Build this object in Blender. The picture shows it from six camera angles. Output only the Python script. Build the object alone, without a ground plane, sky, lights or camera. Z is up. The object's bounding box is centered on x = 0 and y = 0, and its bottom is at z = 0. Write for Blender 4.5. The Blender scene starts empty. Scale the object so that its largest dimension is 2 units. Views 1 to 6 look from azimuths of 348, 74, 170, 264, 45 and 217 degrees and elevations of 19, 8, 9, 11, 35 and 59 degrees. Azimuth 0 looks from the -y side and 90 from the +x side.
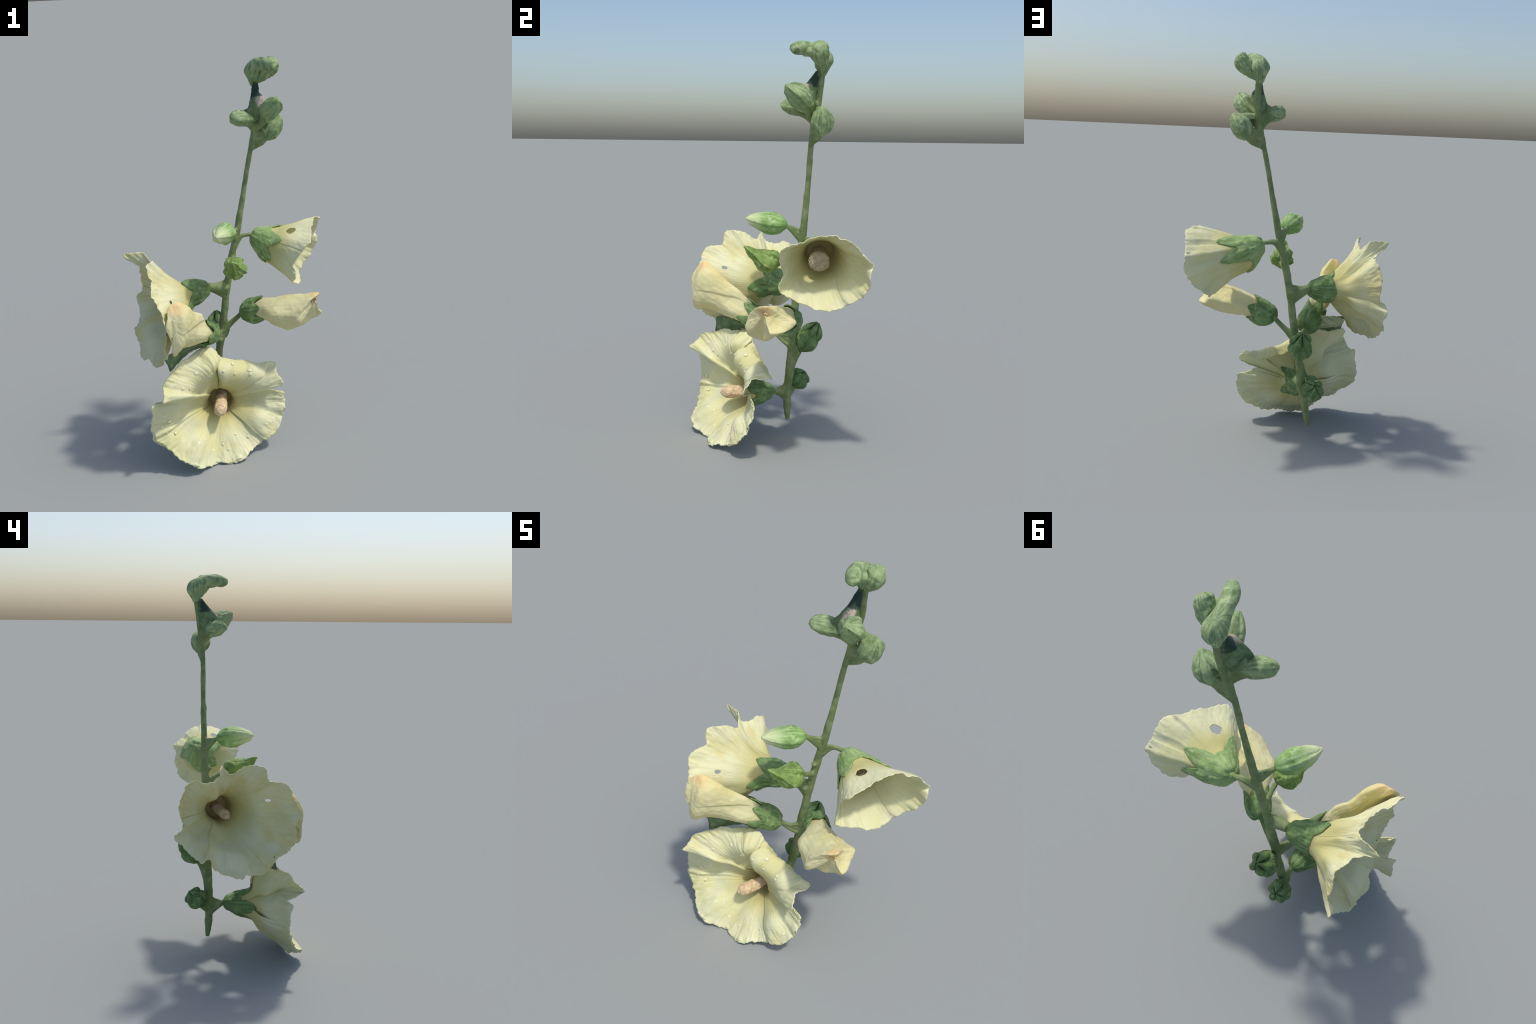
# A cut spike of a pale yellow hollyhock: stem, three open flowers, two wilted blooms,
# buds along the top, two seed pods near the foot.
import bpy, bmesh, math, random
import numpy as np
from mathutils import Vector, Matrix, noise as mnoise

random.seed(11)
rng = np.random.default_rng(11)
V3 = lambda *a: np.array(a, float)

# ------------------------------------------------------------------ maths helpers
def unit(v):
    v = np.asarray(v, float); return v / max(1e-9, np.linalg.norm(v))

def hermite(xk, yk, x, closed=False):
    """Smooth curve (non-uniform Catmull-Rom) through points yk at knots xk."""
    xk = np.asarray(xk, float); yk = np.asarray(yk, float); x = np.asarray(x, float)
    if closed:                       # xk has one knot more than yk: its period
        P = xk[-1] - xk[0]
        x = (x - xk[0]) % P + xk[0]
        xe = np.concatenate([[xk[-2] - P], xk, [xk[1] + P]])
        ye = np.concatenate([yk[-1:], yk, yk[:2]])
    else:
        xe = np.concatenate([[2 * xk[0] - xk[1]], xk, [2 * xk[-1] - xk[-2]]])
        ye = np.concatenate([[2 * yk[0] - yk[1]], yk, [2 * yk[-1] - yk[-2]]])
    i = np.clip(np.searchsorted(xe, x, side='right') - 1, 1, len(xe) - 3)
    def col(v): return v.reshape((-1,) + (1,) * (ye.ndim - 1))
    h = xe[i + 1] - xe[i]; t = (x - xe[i]) / h
    d1 = (ye[i] - ye[i - 1]) / col(xe[i] - xe[i - 1]); d2 = (ye[i + 1] - ye[i]) / col(h)
    d3 = (ye[i + 2] - ye[i + 1]) / col(xe[i + 2] - xe[i + 1])
    w0 = col((xe[i] - xe[i - 1]) / (xe[i + 1] - xe[i - 1])); w1 = col(h / (xe[i + 2] - xe[i]))
    m0 = d1 * (1 - w0) + d2 * w0; m1 = d2 * (1 - w1) + d3 * w1
    t = col(t); h = col(h)
    return ((2*t**3 - 3*t**2 + 1) * ye[i] + (t**3 - 2*t**2 + t) * h * m0
            + (-2*t**3 + 3*t**2) * ye[i + 1] + (t**3 - t**2) * h * m1)

def frame(axis, hint=(0, 0, 1)):
    a = unit(axis); x = np.cross(hint, a)
    if np.linalg.norm(x) < 1e-3: x = np.cross((1, 0, 0), a)
    x = unit(x); return x, np.cross(a, x), a

def fbm(p, scale, seed=0.0):
    return mnoise.fractal(Vector((p[0] * scale + seed, p[1] * scale - seed, p[2] * scale + 3 * seed)), 0.6, 2.0, 3)

# ------------------------------------------------------------------ mesh helpers
ROOT = bpy.data.objects.new("hollyhock_spike", None)
bpy.context.scene.collection.objects.link(ROOT)
ROOT["label"] = "Cut hollyhock spike with pale yellow flowers and green buds"
ROOT["category"] = "flower"

def add_object(name, verts, faces, mat, parent=None, M=None, smooth=True):
    """Mesh object from world-space verts; M is its own frame (local z = its axis)."""
    me = bpy.data.meshes.new(name)
    M = M or Matrix.Identity(4); Mi = np.array(M.inverted())
    v = np.asarray(verts, float); v = v @ Mi[:3, :3].T + Mi[:3, 3]
    me.from_pydata(v.tolist(), [], faces); me.update()
    bm = bmesh.new(); bm.from_mesh(me)
    bmesh.ops.remove_doubles(bm, verts=bm.verts, dist=1e-5)
    bmesh.ops.dissolve_degenerate(bm, edges=bm.edges, dist=1e-6)
    bmesh.ops.recalc_face_normals(bm, faces=bm.faces)
    bm.to_mesh(me); bm.free()
    for p in me.polygons: p.use_smooth = smooth
    me.materials.append(mat)
    ob = bpy.data.objects.new(name, me)
    bpy.context.scene.collection.objects.link(ob)
    ob.parent = parent or ROOT
    ob.matrix_local = (WORLD[parent.name].inverted() @ M) if parent is not None else M
    WORLD[ob.name] = M
    return ob
WORLD = {ROOT.name: Matrix.Identity(4)}

def axis_matrix(origin, axis, hint=(0, 0, 1)):
    x, y, z = frame(axis, hint)
    return Matrix(((x[0], y[0], z[0], origin[0]), (x[1], y[1], z[1], origin[1]),
                   (x[2], y[2], z[2], origin[2]), (0, 0, 0, 1)))

def grid_faces(rows, cols, closed=False, mask=None):
    f = []
    for i in range(rows - 1):
        for j in range(cols if closed else cols - 1):
            if mask is not None and not mask[i, j]: continue
            k = (j + 1) % cols
            f.append((i * cols + j, i * cols + k, (i + 1) * cols + k, (i + 1) * cols + j))
    return f

def tube(path, radii, seg=14, n=40, flat=None, wob=0.0):
    """Round tube through control points; returns verts, faces (capped)."""
    path = np.asarray(path, float)
    k = np.concatenate([[0], np.cumsum(np.linalg.norm(np.diff(path, axis=0), axis=1))])
    s = np.linspace(0, k[-1], n)
    C = hermite(k, path, s); R = hermite(k, np.asarray(radii, float), s)
    T = np.gradient(C, axis=0); x, y, _ = frame(T[0], (0, 1, 0.1))
    verts = []
    for i in range(n):
        t = unit(T[i]); x = unit(x - t * np.dot(x, t)); y = np.cross(t, x)
        for j in range(seg):
            a = 2 * math.pi * j / seg
            r = R[i] * (1 + wob * fbm(C[i] + 0.3 * x * math.cos(a), 9, 2))
            verts.append(C[i] + r * (math.cos(a) * x + math.sin(a) * y * (flat or 1)))
    faces = grid_faces(n, seg, True)
    faces.append(tuple(range(seg - 1, -1, -1))); faces.append(tuple(range((n - 1) * seg, n * seg)))
    return verts, faces

def join(parts):
    v, f = [], []
    for a, b in parts:
        o = len(v); v += list(a); f += [tuple(i + o for i in q) for q in b]
    return v, f

# ------------------------------------------------------------------ materials
class Nodes:
    def __init__(self, name, rough=0.6, spec=0.25):
        self.m = bpy.data.materials.new(name); self.m.use_nodes = True
        self.t = self.m.node_tree; self.n = self.t.nodes; self.l = self.t.links
        self.bsdf = self.n["Principled BSDF"]
        self.bsdf.inputs["Roughness"].default_value = rough
        self.bsdf.inputs["Specular IOR Level"].default_value = spec
        self.tc = self.n.new("ShaderNodeTexCoord")
    def put(self, sock, v):
        if isinstance(v, bpy.types.NodeSocket): self.l.new(v, sock)
        elif isinstance(v, (tuple, list)) and len(v) == 3 and sock.type == 'RGBA': sock.default_value = (*v, 1)
        else: sock.default_value = v
    def math(self, op, a, b=0.0, c=0.0, clamp=False):
        n = self.n.new("ShaderNodeMath"); n.operation = op; n.use_clamp = clamp
        for s, v in zip(n.inputs, (a, b, c)): self.put(s, v)
        return n.outputs[0]
    def vmath(self, op, a, b=(0, 0, 0), scale=None):
        n = self.n.new("ShaderNodeVectorMath"); n.operation = op
        self.put(n.inputs[0], a); self.put(n.inputs[1], b)
        if scale is not None: self.put(n.inputs["Scale"], scale)
        return n.outputs["Value"] if op in ('LENGTH', 'DISTANCE', 'DOT_PRODUCT') else n.outputs[0]
    def noise(self, vec, scale, detail=3.0, rough=0.55, dist=0.0):
        n = self.n.new("ShaderNodeTexNoise"); self.put(n.inputs["Vector"], vec)
        n.inputs["Scale"].default_value = scale; n.inputs["Detail"].default_value = detail
        n.inputs["Roughness"].default_value = rough; n.inputs["Distortion"].default_value = dist
        return n.outputs[0]
    def ramp(self, fac, *stops):
        """Smooth map of fac: stops are (position, value or colour)."""
        n = self.n.new("ShaderNodeValToRGB"); self.put(n.inputs[0], fac)
        e = n.color_ramp.elements
        while len(e) < len(stops): e.new(0.5)
        for q, (p, c) in zip(e, stops):
            q.position = p; q.color = (*c, 1) if isinstance(c, tuple) else (c, c, c, 1)
        return n.outputs[0]
    def mix(self, fac, a, b, mode='MIX'):
        n = self.n.new("ShaderNodeMix"); n.data_type = 'RGBA'; n.blend_type = mode
        self.put(n.inputs[0], fac); self.put(n.inputs[6], a); self.put(n.inputs[7], b)
        return n.outputs[2]
    def range(self, v, a, b, c=0.0, d=1.0):
        n = self.n.new("ShaderNodeMapRange"); n.interpolation_type = 'SMOOTHSTEP'
        self.put(n.inputs[0], v)
        for i, q in enumerate((a, b, c, d)): n.inputs[i + 1].default_value = q
        return n.outputs[0]
    def bump(self, h, strength=0.3, dist=0.01):
        n = self.n.new("ShaderNodeBump"); n.inputs["Strength"].default_value = strength
        n.inputs["Distance"].default_value = dist; self.put(n.inputs["Height"], h)
        self.l.new(n.outputs[0], self.bsdf.inputs["Normal"])
    def sep(self, v):
        n = self.n.new("ShaderNodeSeparateXYZ"); self.put(n.inputs[0], v); return n.outputs
    def comb(self, x, y, z):
        n = self.n.new("ShaderNodeCombineXYZ")
        for s, v in zip(n.inputs, (x, y, z)): self.put(s, v)
        return n.outputs[0]
    def colour(self, c): self.put(self.bsdf.inputs["Base Color"], c)

def radial(N, freq, along):
    """Vector that is drawn out along the spokes of the local z axis."""
    o = N.tc.outputs["Object"]; s = N.sep(o)
    flat = N.comb(s[0], s[1], 0.0)
    d = N.vmath('NORMALIZE', flat)
    dist = N.vmath('LENGTH', o)
    ds = N.sep(N.vmath('SCALE', d, scale=freq))
    return N.comb(ds[0], ds[1], N.math('MULTIPLY', dist, along)), dist, s

def petal_material(name, throat, pale=(0.79, 0.78, 0.49), warm=(0.77, 0.74, 0.38), green=(0.66, 0.70, 0.40),
                   tip=None, throat_span=(0.115, 0.225), seed=0.0):
    N = Nodes(name, 0.55, 0.2)
    vec, dist, s = radial(N, 12.0, 3.0)
    vec2, _, _ = radial(N, 42.0, 5.0)
    off = N.vmath('ADD', N.tc.outputs["Object"], (seed, seed * 2, 0))
    broad = N.noise(off, 7.0, 3)
    streak = N.noise(vec, 1.6, 4, 0.6)
    fine = N.noise(vec2, 2.2, 3, 0.6)
    c = N.mix(N.range(broad, 0.42, 0.68), pale, warm)
    c = N.mix(N.math('MULTIPLY', N.range(streak, 0.5, 0.72), 0.55), c, green)
    c = N.mix(N.math('MULTIPLY', N.range(fine, 0.5, 0.72), 0.50), c, (0.85, 0.84, 0.60))
    c = N.mix(N.math('MULTIPLY', N.range(fine, 0.5, 0.30), 0.34), c, (0.62, 0.60, 0.30))
    if tip:      # (centre, radius, colour) of the withered end, in local coordinates
        cen, rad, colr = tip
        d = N.vmath('DISTANCE', N.tc.outputs["Object"], tuple(cen))
        d = N.math('ADD', d, N.math('MULTIPLY', N.math('SUBTRACT', N.noise(off, 16, 3), 0.5), 0.08))
        c = N.mix(N.range(d, rad, rad * 0.25), c, colr)
    # yellow then brown throat
    wob = N.math('ADD', dist, N.math('MULTIPLY', N.math('SUBTRACT', streak, 0.5), 0.07))
    a, b = throat_span
    c = N.mix(N.math('MULTIPLY', N.range(wob, b * 1.45, b * 0.80), 0.75), c, (0.62, 0.56, 0.20))
    inner = N.range(N.sep(N.tc.outputs["Normal"])[2], -0.25, 0.05)      # the stain lies inside the tube only
    c = N.mix(N.math('MULTIPLY', N.math('MULTIPLY', N.range(wob, b * 0.98, a * 0.9), 0.85), inner), c, throat)
    # bruises and grains
    blot = N.noise(off, 38.0, 4, 0.65)
    c = N.mix(N.math('MULTIPLY', N.range(blot, 0.66, 0.78), 0.30), c, (0.50, 0.44, 0.22))
    N.colour(c)
    N.bump(N.math('ADD', fine, N.math('MULTIPLY', broad, 0.6)), 0.35, 0.004)
    tr = N.n.new("ShaderNodeBsdfTranslucent"); N.put(tr.inputs[0], c)
    mx = N.n.new("ShaderNodeMixShader"); mx.inputs[0].default_value = 0.10
    N.l.new(N.bsdf.outputs[0], mx.inputs[1]); N.l.new(tr.outputs[0], mx.inputs[2])
    N.l.new(mx.outputs[0], N.n["Material Output"].inputs[0])
    return N.m

def green_material(name, deep, mid, pale, freq=7.0, tip_pale=None, brown=None, streaks=0.45, length=0.2, blotch=0.7):
    N = Nodes(name, 0.62, 0.2)
    vec, dist, s = radial(N, freq, 9.0)
    o = N.tc.outputs["Object"]
    broad = N.noise(o, 16.0, 3); streak = N.noise(vec, 1.0, 2, 0.5, 0.4)
    fine = N.noise(N.vmath('MULTIPLY', o, (1, 1, 0.35)), 120.0, 3)
    c = N.mix(N.range(broad, 0.35, 0.65), deep, mid)
    c = N.mix(N.math('MULTIPLY', N.range(streak, 0.45, 0.65), streaks), c, pale)
    c = N.mix(N.math('MULTIPLY', N.range(N.noise(N.vmath('ADD', o, (3, 1, 2)), 26.0, 3, 0.55, 0.6), 0.52, 0.68), blotch), c, pale)
    if tip_pale: c = N.mix(N.range(s[2], length * 0.45, length), c, tip_pale)
    if brown: c = N.mix(N.math('MULTIPLY', N.range(N.noise(o, 11.0, 4, 0.6), 0.60, 0.72), 0.8), c, brown)
    c = N.mix(N.math('MULTIPLY', N.range(fine, 0.35, 0.7), 0.22), c, pale)
    N.colour(c); N.bump(N.math('ADD', streak, N.math('MULTIPLY', fine, 0.4)), 0.4, 0.004)
    return N.m

BROWN = (0.40, 0.31, 0.12)
M_PETAL_A = petal_material("cream_petal_low", BROWN, seed=0.0)
M_PETAL_B = petal_material("cream_petal_left", BROWN, warm=(0.74, 0.66, 0.30), seed=1.3)
M_PETAL_C = petal_material("cream_petal_bell", (0.42, 0.39, 0.16), seed=2.9, throat_span=(0.09, 0.20))
M_STEM = green_material("stem_green", (0.14, 0.20, 0.07), (0.20, 0.26, 0.10), (0.28, 0.33, 0.17), 6, brown=(0.30, 0.25, 0.15))
M_CALYX = green_material("calyx_green", (0.085, 0.155, 0.045), (0.155, 0.255, 0.085), (0.29, 0.40, 0.18), 7)
M_CALYX_PALE = green_material("pale_calyx_green", (0.17, 0.28, 0.085), (0.27, 0.39, 0.14), (0.43, 0.53, 0.25), 7)
M_BUD = green_material("bud_green", (0.15, 0.30, 0.07), (0.26, 0.43, 0.14), (0.46, 0.60, 0.29), 6, tip_pale=(0.62, 0.68, 0.38))
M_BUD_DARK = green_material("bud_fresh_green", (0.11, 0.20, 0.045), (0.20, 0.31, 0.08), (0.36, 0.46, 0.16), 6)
M_HEAD = green_material("young_bud_green", (0.125, 0.20, 0.08), (0.25, 0.345, 0.155), (0.50, 0.60, 0.33), 4.0, streaks=0.4, blotch=0.6)  # deep and pale widened: baked shading of undersides and highlights painted into blotches
M_POD = green_material("seed_pod_green", (0.065, 0.13, 0.045), (0.12, 0.205, 0.07), (0.24, 0.35, 0.14), 6)

def stamen_material(name="stamen_pollen", a=(0.62, 0.45, 0.27), b=(0.74, 0.60, 0.38), dark=(0.52, 0.35, 0.20)):
    N = Nodes(name, 0.8, 0.1)
    o = N.tc.outputs["Object"]
    c = N.mix(N.range(N.noise(o, 60, 3), 0.4, 0.62), a, b)
    c = N.mix(N.math('MULTIPLY', N.range(N.noise(o, 150, 2), 0.58, 0.7), 0.6), c, dark)
    N.colour(c); N.bump(N.noise(o, 120, 3), 0.6, 0.006); return N.m
M_STAMEN = stamen_material()
M_STAMEN_SHADE_DARKENED = stamen_material("stamen_shade_darkened", (0.44, 0.38, 0.25), (0.56, 0.48, 0.33), (0.33, 0.27, 0.17))  # pollen colour darkened to khaki for the shade inside the bell
def dew_material():
    N = Nodes("dew", 0.15, 0.5)
    N.colour((0.77, 0.76, 0.50)); N.bsdf.inputs["Coat Weight"].default_value = 0.25
    return N.m
M_DEW = dew_material()

# ------------------------------------------------------------------ corolla surface
class Corolla:
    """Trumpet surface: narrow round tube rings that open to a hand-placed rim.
    rim: ordered points; mids: {rim index: point the spoke passes on its way}."""
    def __init__(self, base, axis, tube_rings, rim, mids=None, flare=0.0, spin=0.6, closed_end=None,
                 pulls=(), sigma=0.06):
        self.base = np.array(base, float); self.axis = unit(axis)
        self.M = axis_matrix(self.base, self.axis)
        x, y, z = frame(self.axis); self.xyz = (x, y, z)
        rim = np.array(rim, float); n = len(rim)
        ang = np.unwrap([math.atan2((p - self.base) @ y, (p - self.base) @ x) for p in rim])
        self.flip = bool(ang[-1] < ang[0])
        if self.flip: rim = rim[::-1]; ang = ang[::-1]; mids = {n - 1 - k: v for k, v in (mids or {}).items()}
        ang = ang - 0
        k = np.concatenate([[0], np.cumsum(np.linalg.norm(np.diff(np.vstack([rim, rim[:1]]), axis=0), axis=1))])
        self.k = k; self.n = n
        # throat angles: pulled a little towards even spacing
        even = ang[0] + 2 * math.pi * k[:-1] / k[-1]
        even += np.mean(ang - even)
        ta = (1 - spin) * even + spin * ang
        ta = np.maximum.accumulate(ta + np.arange(n) * 1e-4)
        self.ta = ta
        rings = []
        for h, r in tube_rings:
            rings.append(np.array([self.base + z * h + r * (math.cos(a) * x + math.sin(a) * y) for a in ta]))
        T = rings[-1]
        m1, m2 = [], []
        for i in range(n):
            d = rim[i] - T[i]
            if mids and i in mids:
                q = np.array(mids[i], float)
                if q.ndim == 2: m1.append(q[0]); m2.append(q[1]); continue
                m1.append(T[i] * 0.45 + q * 0.55 + z * 0.006); m2.append(q)
            else:
                m1.append(T[i] + d * 0.36 + z * flare); m2.append(T[i] + d * 0.72 + z * flare * 0.6)
        rings += [np.array(m1), np.array(m2), rim]
        if closed_end is not None:
            pc = np.array(closed_end, float); cen = rim.mean(axis=0)
            rings.append(rim * 0.52 + (pc * 0.5 + cen * 0.5) * 0.48 + self.axis * 0.012); rings.append(np.repeat(pc[None], n, 0) + (rim - pc) * 0.004)
        self.rings = np.array(rings)
        d = np.mean(np.linalg.norm(np.diff(self.rings, axis=0), axis=2), axis=1)
        self.tk = np.concatenate([[0], np.cumsum(d)]) / np.sum(d)
        self.sigma = sigma; self.src = None
        if len(pulls): self.tighten(np.array(pulls, float))
    def tighten(self, pulls):
        """Bend the sheet so that it passes through the given points, the rim staying put."""
        u = np.linspace(0, self.k[-1], 160, endpoint=False); t = np.linspace(0.15, 0.97, 60)
        G = self.raw(u, t).reshape(-1, 3)
        near = np.array([G[np.argmin(np.sum((G - p) ** 2, axis=1))] for p in pulls])
        rim = self.raw(np.array([self.u_of(i) for i in range(self.n)]), np.array([1.0]))[0]
        deep = self.raw(u[::20], np.array([0.0]))[0]
        src = np.vstack([near, rim, deep]); dsp = np.vstack([pulls - near, np.zeros((len(rim) + len(deep), 3))])
        K = np.exp(-np.sum((src[:, None] - src[None]) ** 2, axis=2) / (2 * self.sigma ** 2))
        self.w = np.linalg.solve(K + 0.04 * np.eye(len(src)), dsp); self.src = src
    def point(self, u, t):
        P = self.raw(u, t)
        if self.src is None: return P
        sh = P.shape; F = P.reshape(-1, 3); out = F.copy()
        for p, w in zip(self.src, self.w):
            out += np.exp(-np.sum((F - p) ** 2, axis=1) / (2 * self.sigma ** 2))[:, None] * w
        return out.reshape(sh)
    def raw(self, u, t):
        """u: array of rim lengths, t: array 0..1; returns (len(t), len(u), 3)"""
        R = np.stack([hermite(self.k, r, u, True) for r in self.rings])
        return hermite(self.tk, R, t)
    def u_of(self, i):
        turn = math.floor(i / self.n)
        return float(np.interp(i - turn * self.n, np.arange(self.n + 1), self.k)) + turn * self.k[-1]
    def t_at_height(self, h):
        tt = np.linspace(0, 1, 200); P = self.point(np.linspace(0, self.k[-1], 24, endpoint=False), tt)
        z = np.mean((P - self.base) @ self.axis, axis=1)
        return float(tt[int(np.argmax(z >= h))])
    def angle_at(self, u):
        a = np.concatenate([self.ta, [self.ta[0] + 2 * math.pi]])
        return np.interp(np.asarray(u) % self.k[-1], self.k, a)
    def u_at_angle(self, ang):
        a = np.concatenate([self.ta, [self.ta[0] + 2 * math.pi]])
        ang = (ang - a[0]) % (2 * math.pi) + a[0]
        return float(np.interp(ang, a, self.k))

def surface_normals(P):
    du = np.gradient(P, axis=1); dt = np.gradient(P, axis=0)
    n = np.cross(du, dt); return n / np.maximum(1e-9, np.linalg.norm(n, axis=2, keepdims=True))

def build_petals(C, flower, bounds, mat, thickness=0.0035, overlap=0.05, lift=0.0014, t0=0.0, rag=0.006,
                 crumple=0.003, holes=(), ruffle=0.009, seed=0.0, rows=60, torn=(), spans=None, reach=1.0):
    """Cut the corolla into petals at the given rim indices; each overlaps the next like roof tiles,
    save where the list `torn` names a gap."""
    out = []; L = C.k[-1]
    torn = [(C.n - 1 - b) if C.flip else b for b in torn]
    if spans: spans = [(C.n - 1 - b, C.n - 1 - a) if C.flip else (a, b) for a, b in spans]
    else:
        bounds = sorted((C.n - 1 - b) if C.flip else b for b in bounds)
        spans = [(bounds[b], bounds[(b + 1) % len(bounds)]) for b in range(len(bounds))]
    for b0, b1 in spans:
        ua = C.u_of(b0); ub = C.u_of(b1)
        if ub <= ua: ub += L
        ua2 = ua - (0 if b0 in torn else overlap * 0.5); ub2 = ub + (0 if b1 in torn else overlap * 0.5)
        cols = max(30, int((ub2 - ua2) / 0.0055))
        u = np.linspace(ua2, ub2, cols); t = t0 + (reach - t0) * np.linspace(0, 1, rows)
        P = C.point(u, t); Nn = surface_normals(P); Q = P.copy()
        s = np.linspace(-1, 1, cols)
        edge = np.clip((t - 0.35) / 0.65, 0, 1) ** 1.5
        for j in range(cols):
            corner = max(0, abs(s[j]) - 0.88) / 0.12
            for i in range(rows):
                p = P[i, j]; e = edge[i]
                d = lift * s[j] * min(1, t[i] * 2)                      # imbrication
                d += crumple * fbm(p, 14, seed) * (0.3 + e)             # soft dents
                d += 0.0003 * math.sin(u[j] * 230 + 4 * fbm(p, 10, seed + 4)) * min(1, t[i] * 1.5)   # veins
                d += ruffle * e * e * fbm((u[j], seed, 0.1 * t[i]), 26, seed + 9)
                q = p + Nn[i, j] * d
                if i > 2:     # nibbled, rounded edge
                    inward = rag * (0.35 + fbm((u[j], 0, seed), 42, seed)) + 0.2 * rag * fbm((u[j], 3, seed), 150, seed) + 0.012 * corner ** 2
                    q = q + unit(P[i - 3, j] - p) * inward * e ** 3
                Q[i, j] = q
        mask = np.ones((rows, cols), bool)
        for cen, rad, squash in holes:
            dd = np.linalg.norm((P - np.array(cen)) / np.array(squash), axis=2)
            wob = np.array([[1 + 0.22 * fbm(P[i, j], 26, 7) if dd[i, j] < 2 * rad else 1 for j in range(cols)] for i in range(rows)])
            near = dd < rad * wob
            gone = near[:-1, :-1] & near[1:, 1:] & near[1:, :-1] & near[:-1, 1:]
            mask[:-1, :-1] &= ~gone
            touch = np.zeros((rows, cols), int)
            for a, b in ((0, 0), (0, 1), (1, 0), (1, 1)): touch[a:rows - 1 + a, b:cols - 1 + b] += gone
            for i, j in zip(*np.where((touch > 0) & (touch < 4))):      # round the hole's border
                Q[i, j] = Q[i, j] + (P[i, j] - np.array(cen)) * (rad * wob[i, j] / max(dd[i, j], 1e-6) - 1) * .9
        ob = add_object("petal", Q.reshape(-1, 3), grid_faces(rows, cols, False, mask), mat, flower, C.M)
        m = ob.modifiers.new("thick", 'SOLIDIFY'); m.thickness = thickness; m.offset = 0; m.use_even_offset = False
        out.append((ob, Q, Nn))
    return out

def dewdrops(C, flower, places, side=1, size=(.0035, .0075)):
    """Water drops that sit on a corolla: low domes at the given spots."""
    u = np.linspace(0, C.k[-1], 260, endpoint=False); t = np.linspace(0.2, 0.95, 90)
    P = C.point(u, t); N = surface_normals(P); F = P.reshape(-1, 3); NF = N.reshape(-1, 3)
    parts = []
    for p, r in places:
        i = int(np.argmin(np.sum((F - np.array(p)) ** 2, axis=1)))
        n = NF[i]; n = n if (n @ C.axis) * side > 0 else -n
        x, y, z = frame(n); v = []
        r = r * 1.3; c = F[i] + n * .0035; st = rng.uniform(.85, 1.3)
        for a in range(6):
            ph = a / 5 * math.pi / 2
            for b in range(14):
                th = 2 * math.pi * b / 14
                v.append(c + r * math.cos(ph) * (math.cos(th) * x * st + math.sin(th) * y) + n * r * .26 * (math.sin(ph) - .5))
        parts.append((v, grid_faces(6, 14, True)))
    v, f = join(parts)
    ob = add_object("dewdrops", v, f, M_DEW, flower, C.M); ob["kind"] = "stuff"
    return ob

def build_calyx(C, flower, tips, mat, offset=0.009, notch=0.085, swell=0.002, name="calyx", width=0.62, ridged=0.0015):
    """Green cup lying on the corolla tube, drawn out in pointed sepals.
    tips: (rim angle in radians of the local frame, length t)"""
    cols, rows = 220, 34
    u = np.linspace(0, C.k[-1], cols, endpoint=False)
    ang = C.angle_at(u)
    t_notch = C.t_at_height(notch)
    tm = np.full(cols, t_notch)
    for a, tl in tips:
        d = np.abs((ang - a + math.pi) % (2 * math.pi) - math.pi) / width
        tm = np.maximum(tm, t_notch + (tl - t_notch) * np.clip(1 - d ** 1.2, 0, 1))
    tt = np.linspace(0.0, 1.0, 80); P0 = C.point(u, tt); N0 = surface_normals(P0)
    out = np.sign(np.mean(np.sum(N0[20] * (P0[20] - C.base - np.outer((P0[20] - C.base) @ C.axis, C.axis)), axis=1)))
    P = np.zeros((rows, cols, 3))
    for j in range(cols):
        ts = np.linspace(0, tm[j], rows) * 79
        i0 = np.clip(ts.astype(int), 0, 78); f = (ts - i0)[:, None]
        p = P0[i0, j] * (1 - f) + P0[i0 + 1, j] * f
        n = (N0[i0, j] * (1 - f) + N0[i0 + 1, j] * f) * out
        e = np.linspace(0, 1, rows)[:, None]
        ridge = ridged * np.cos(ang[j] * 10) * np.sin(np.pi * e)
        lump = np.array([[0.004 * fbm(q, 22, 5)] for q in p])
        P[:, j] = p + n * (offset * np.clip(e * 6, 0.3, 1) * (1 - 0.35 * e ** 3) + swell * np.sin(np.pi * np.clip(e * 1.25, 0, 1)) + ridge + lump)
    ob = add_object(name, P.reshape(-1, 3), grid_faces(rows, cols, True), mat, flower, C.M)
    m = ob.modifiers.new("thick", 'SOLIDIFY'); m.thickness = 0.006; m.offset = 0
    return ob

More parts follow.
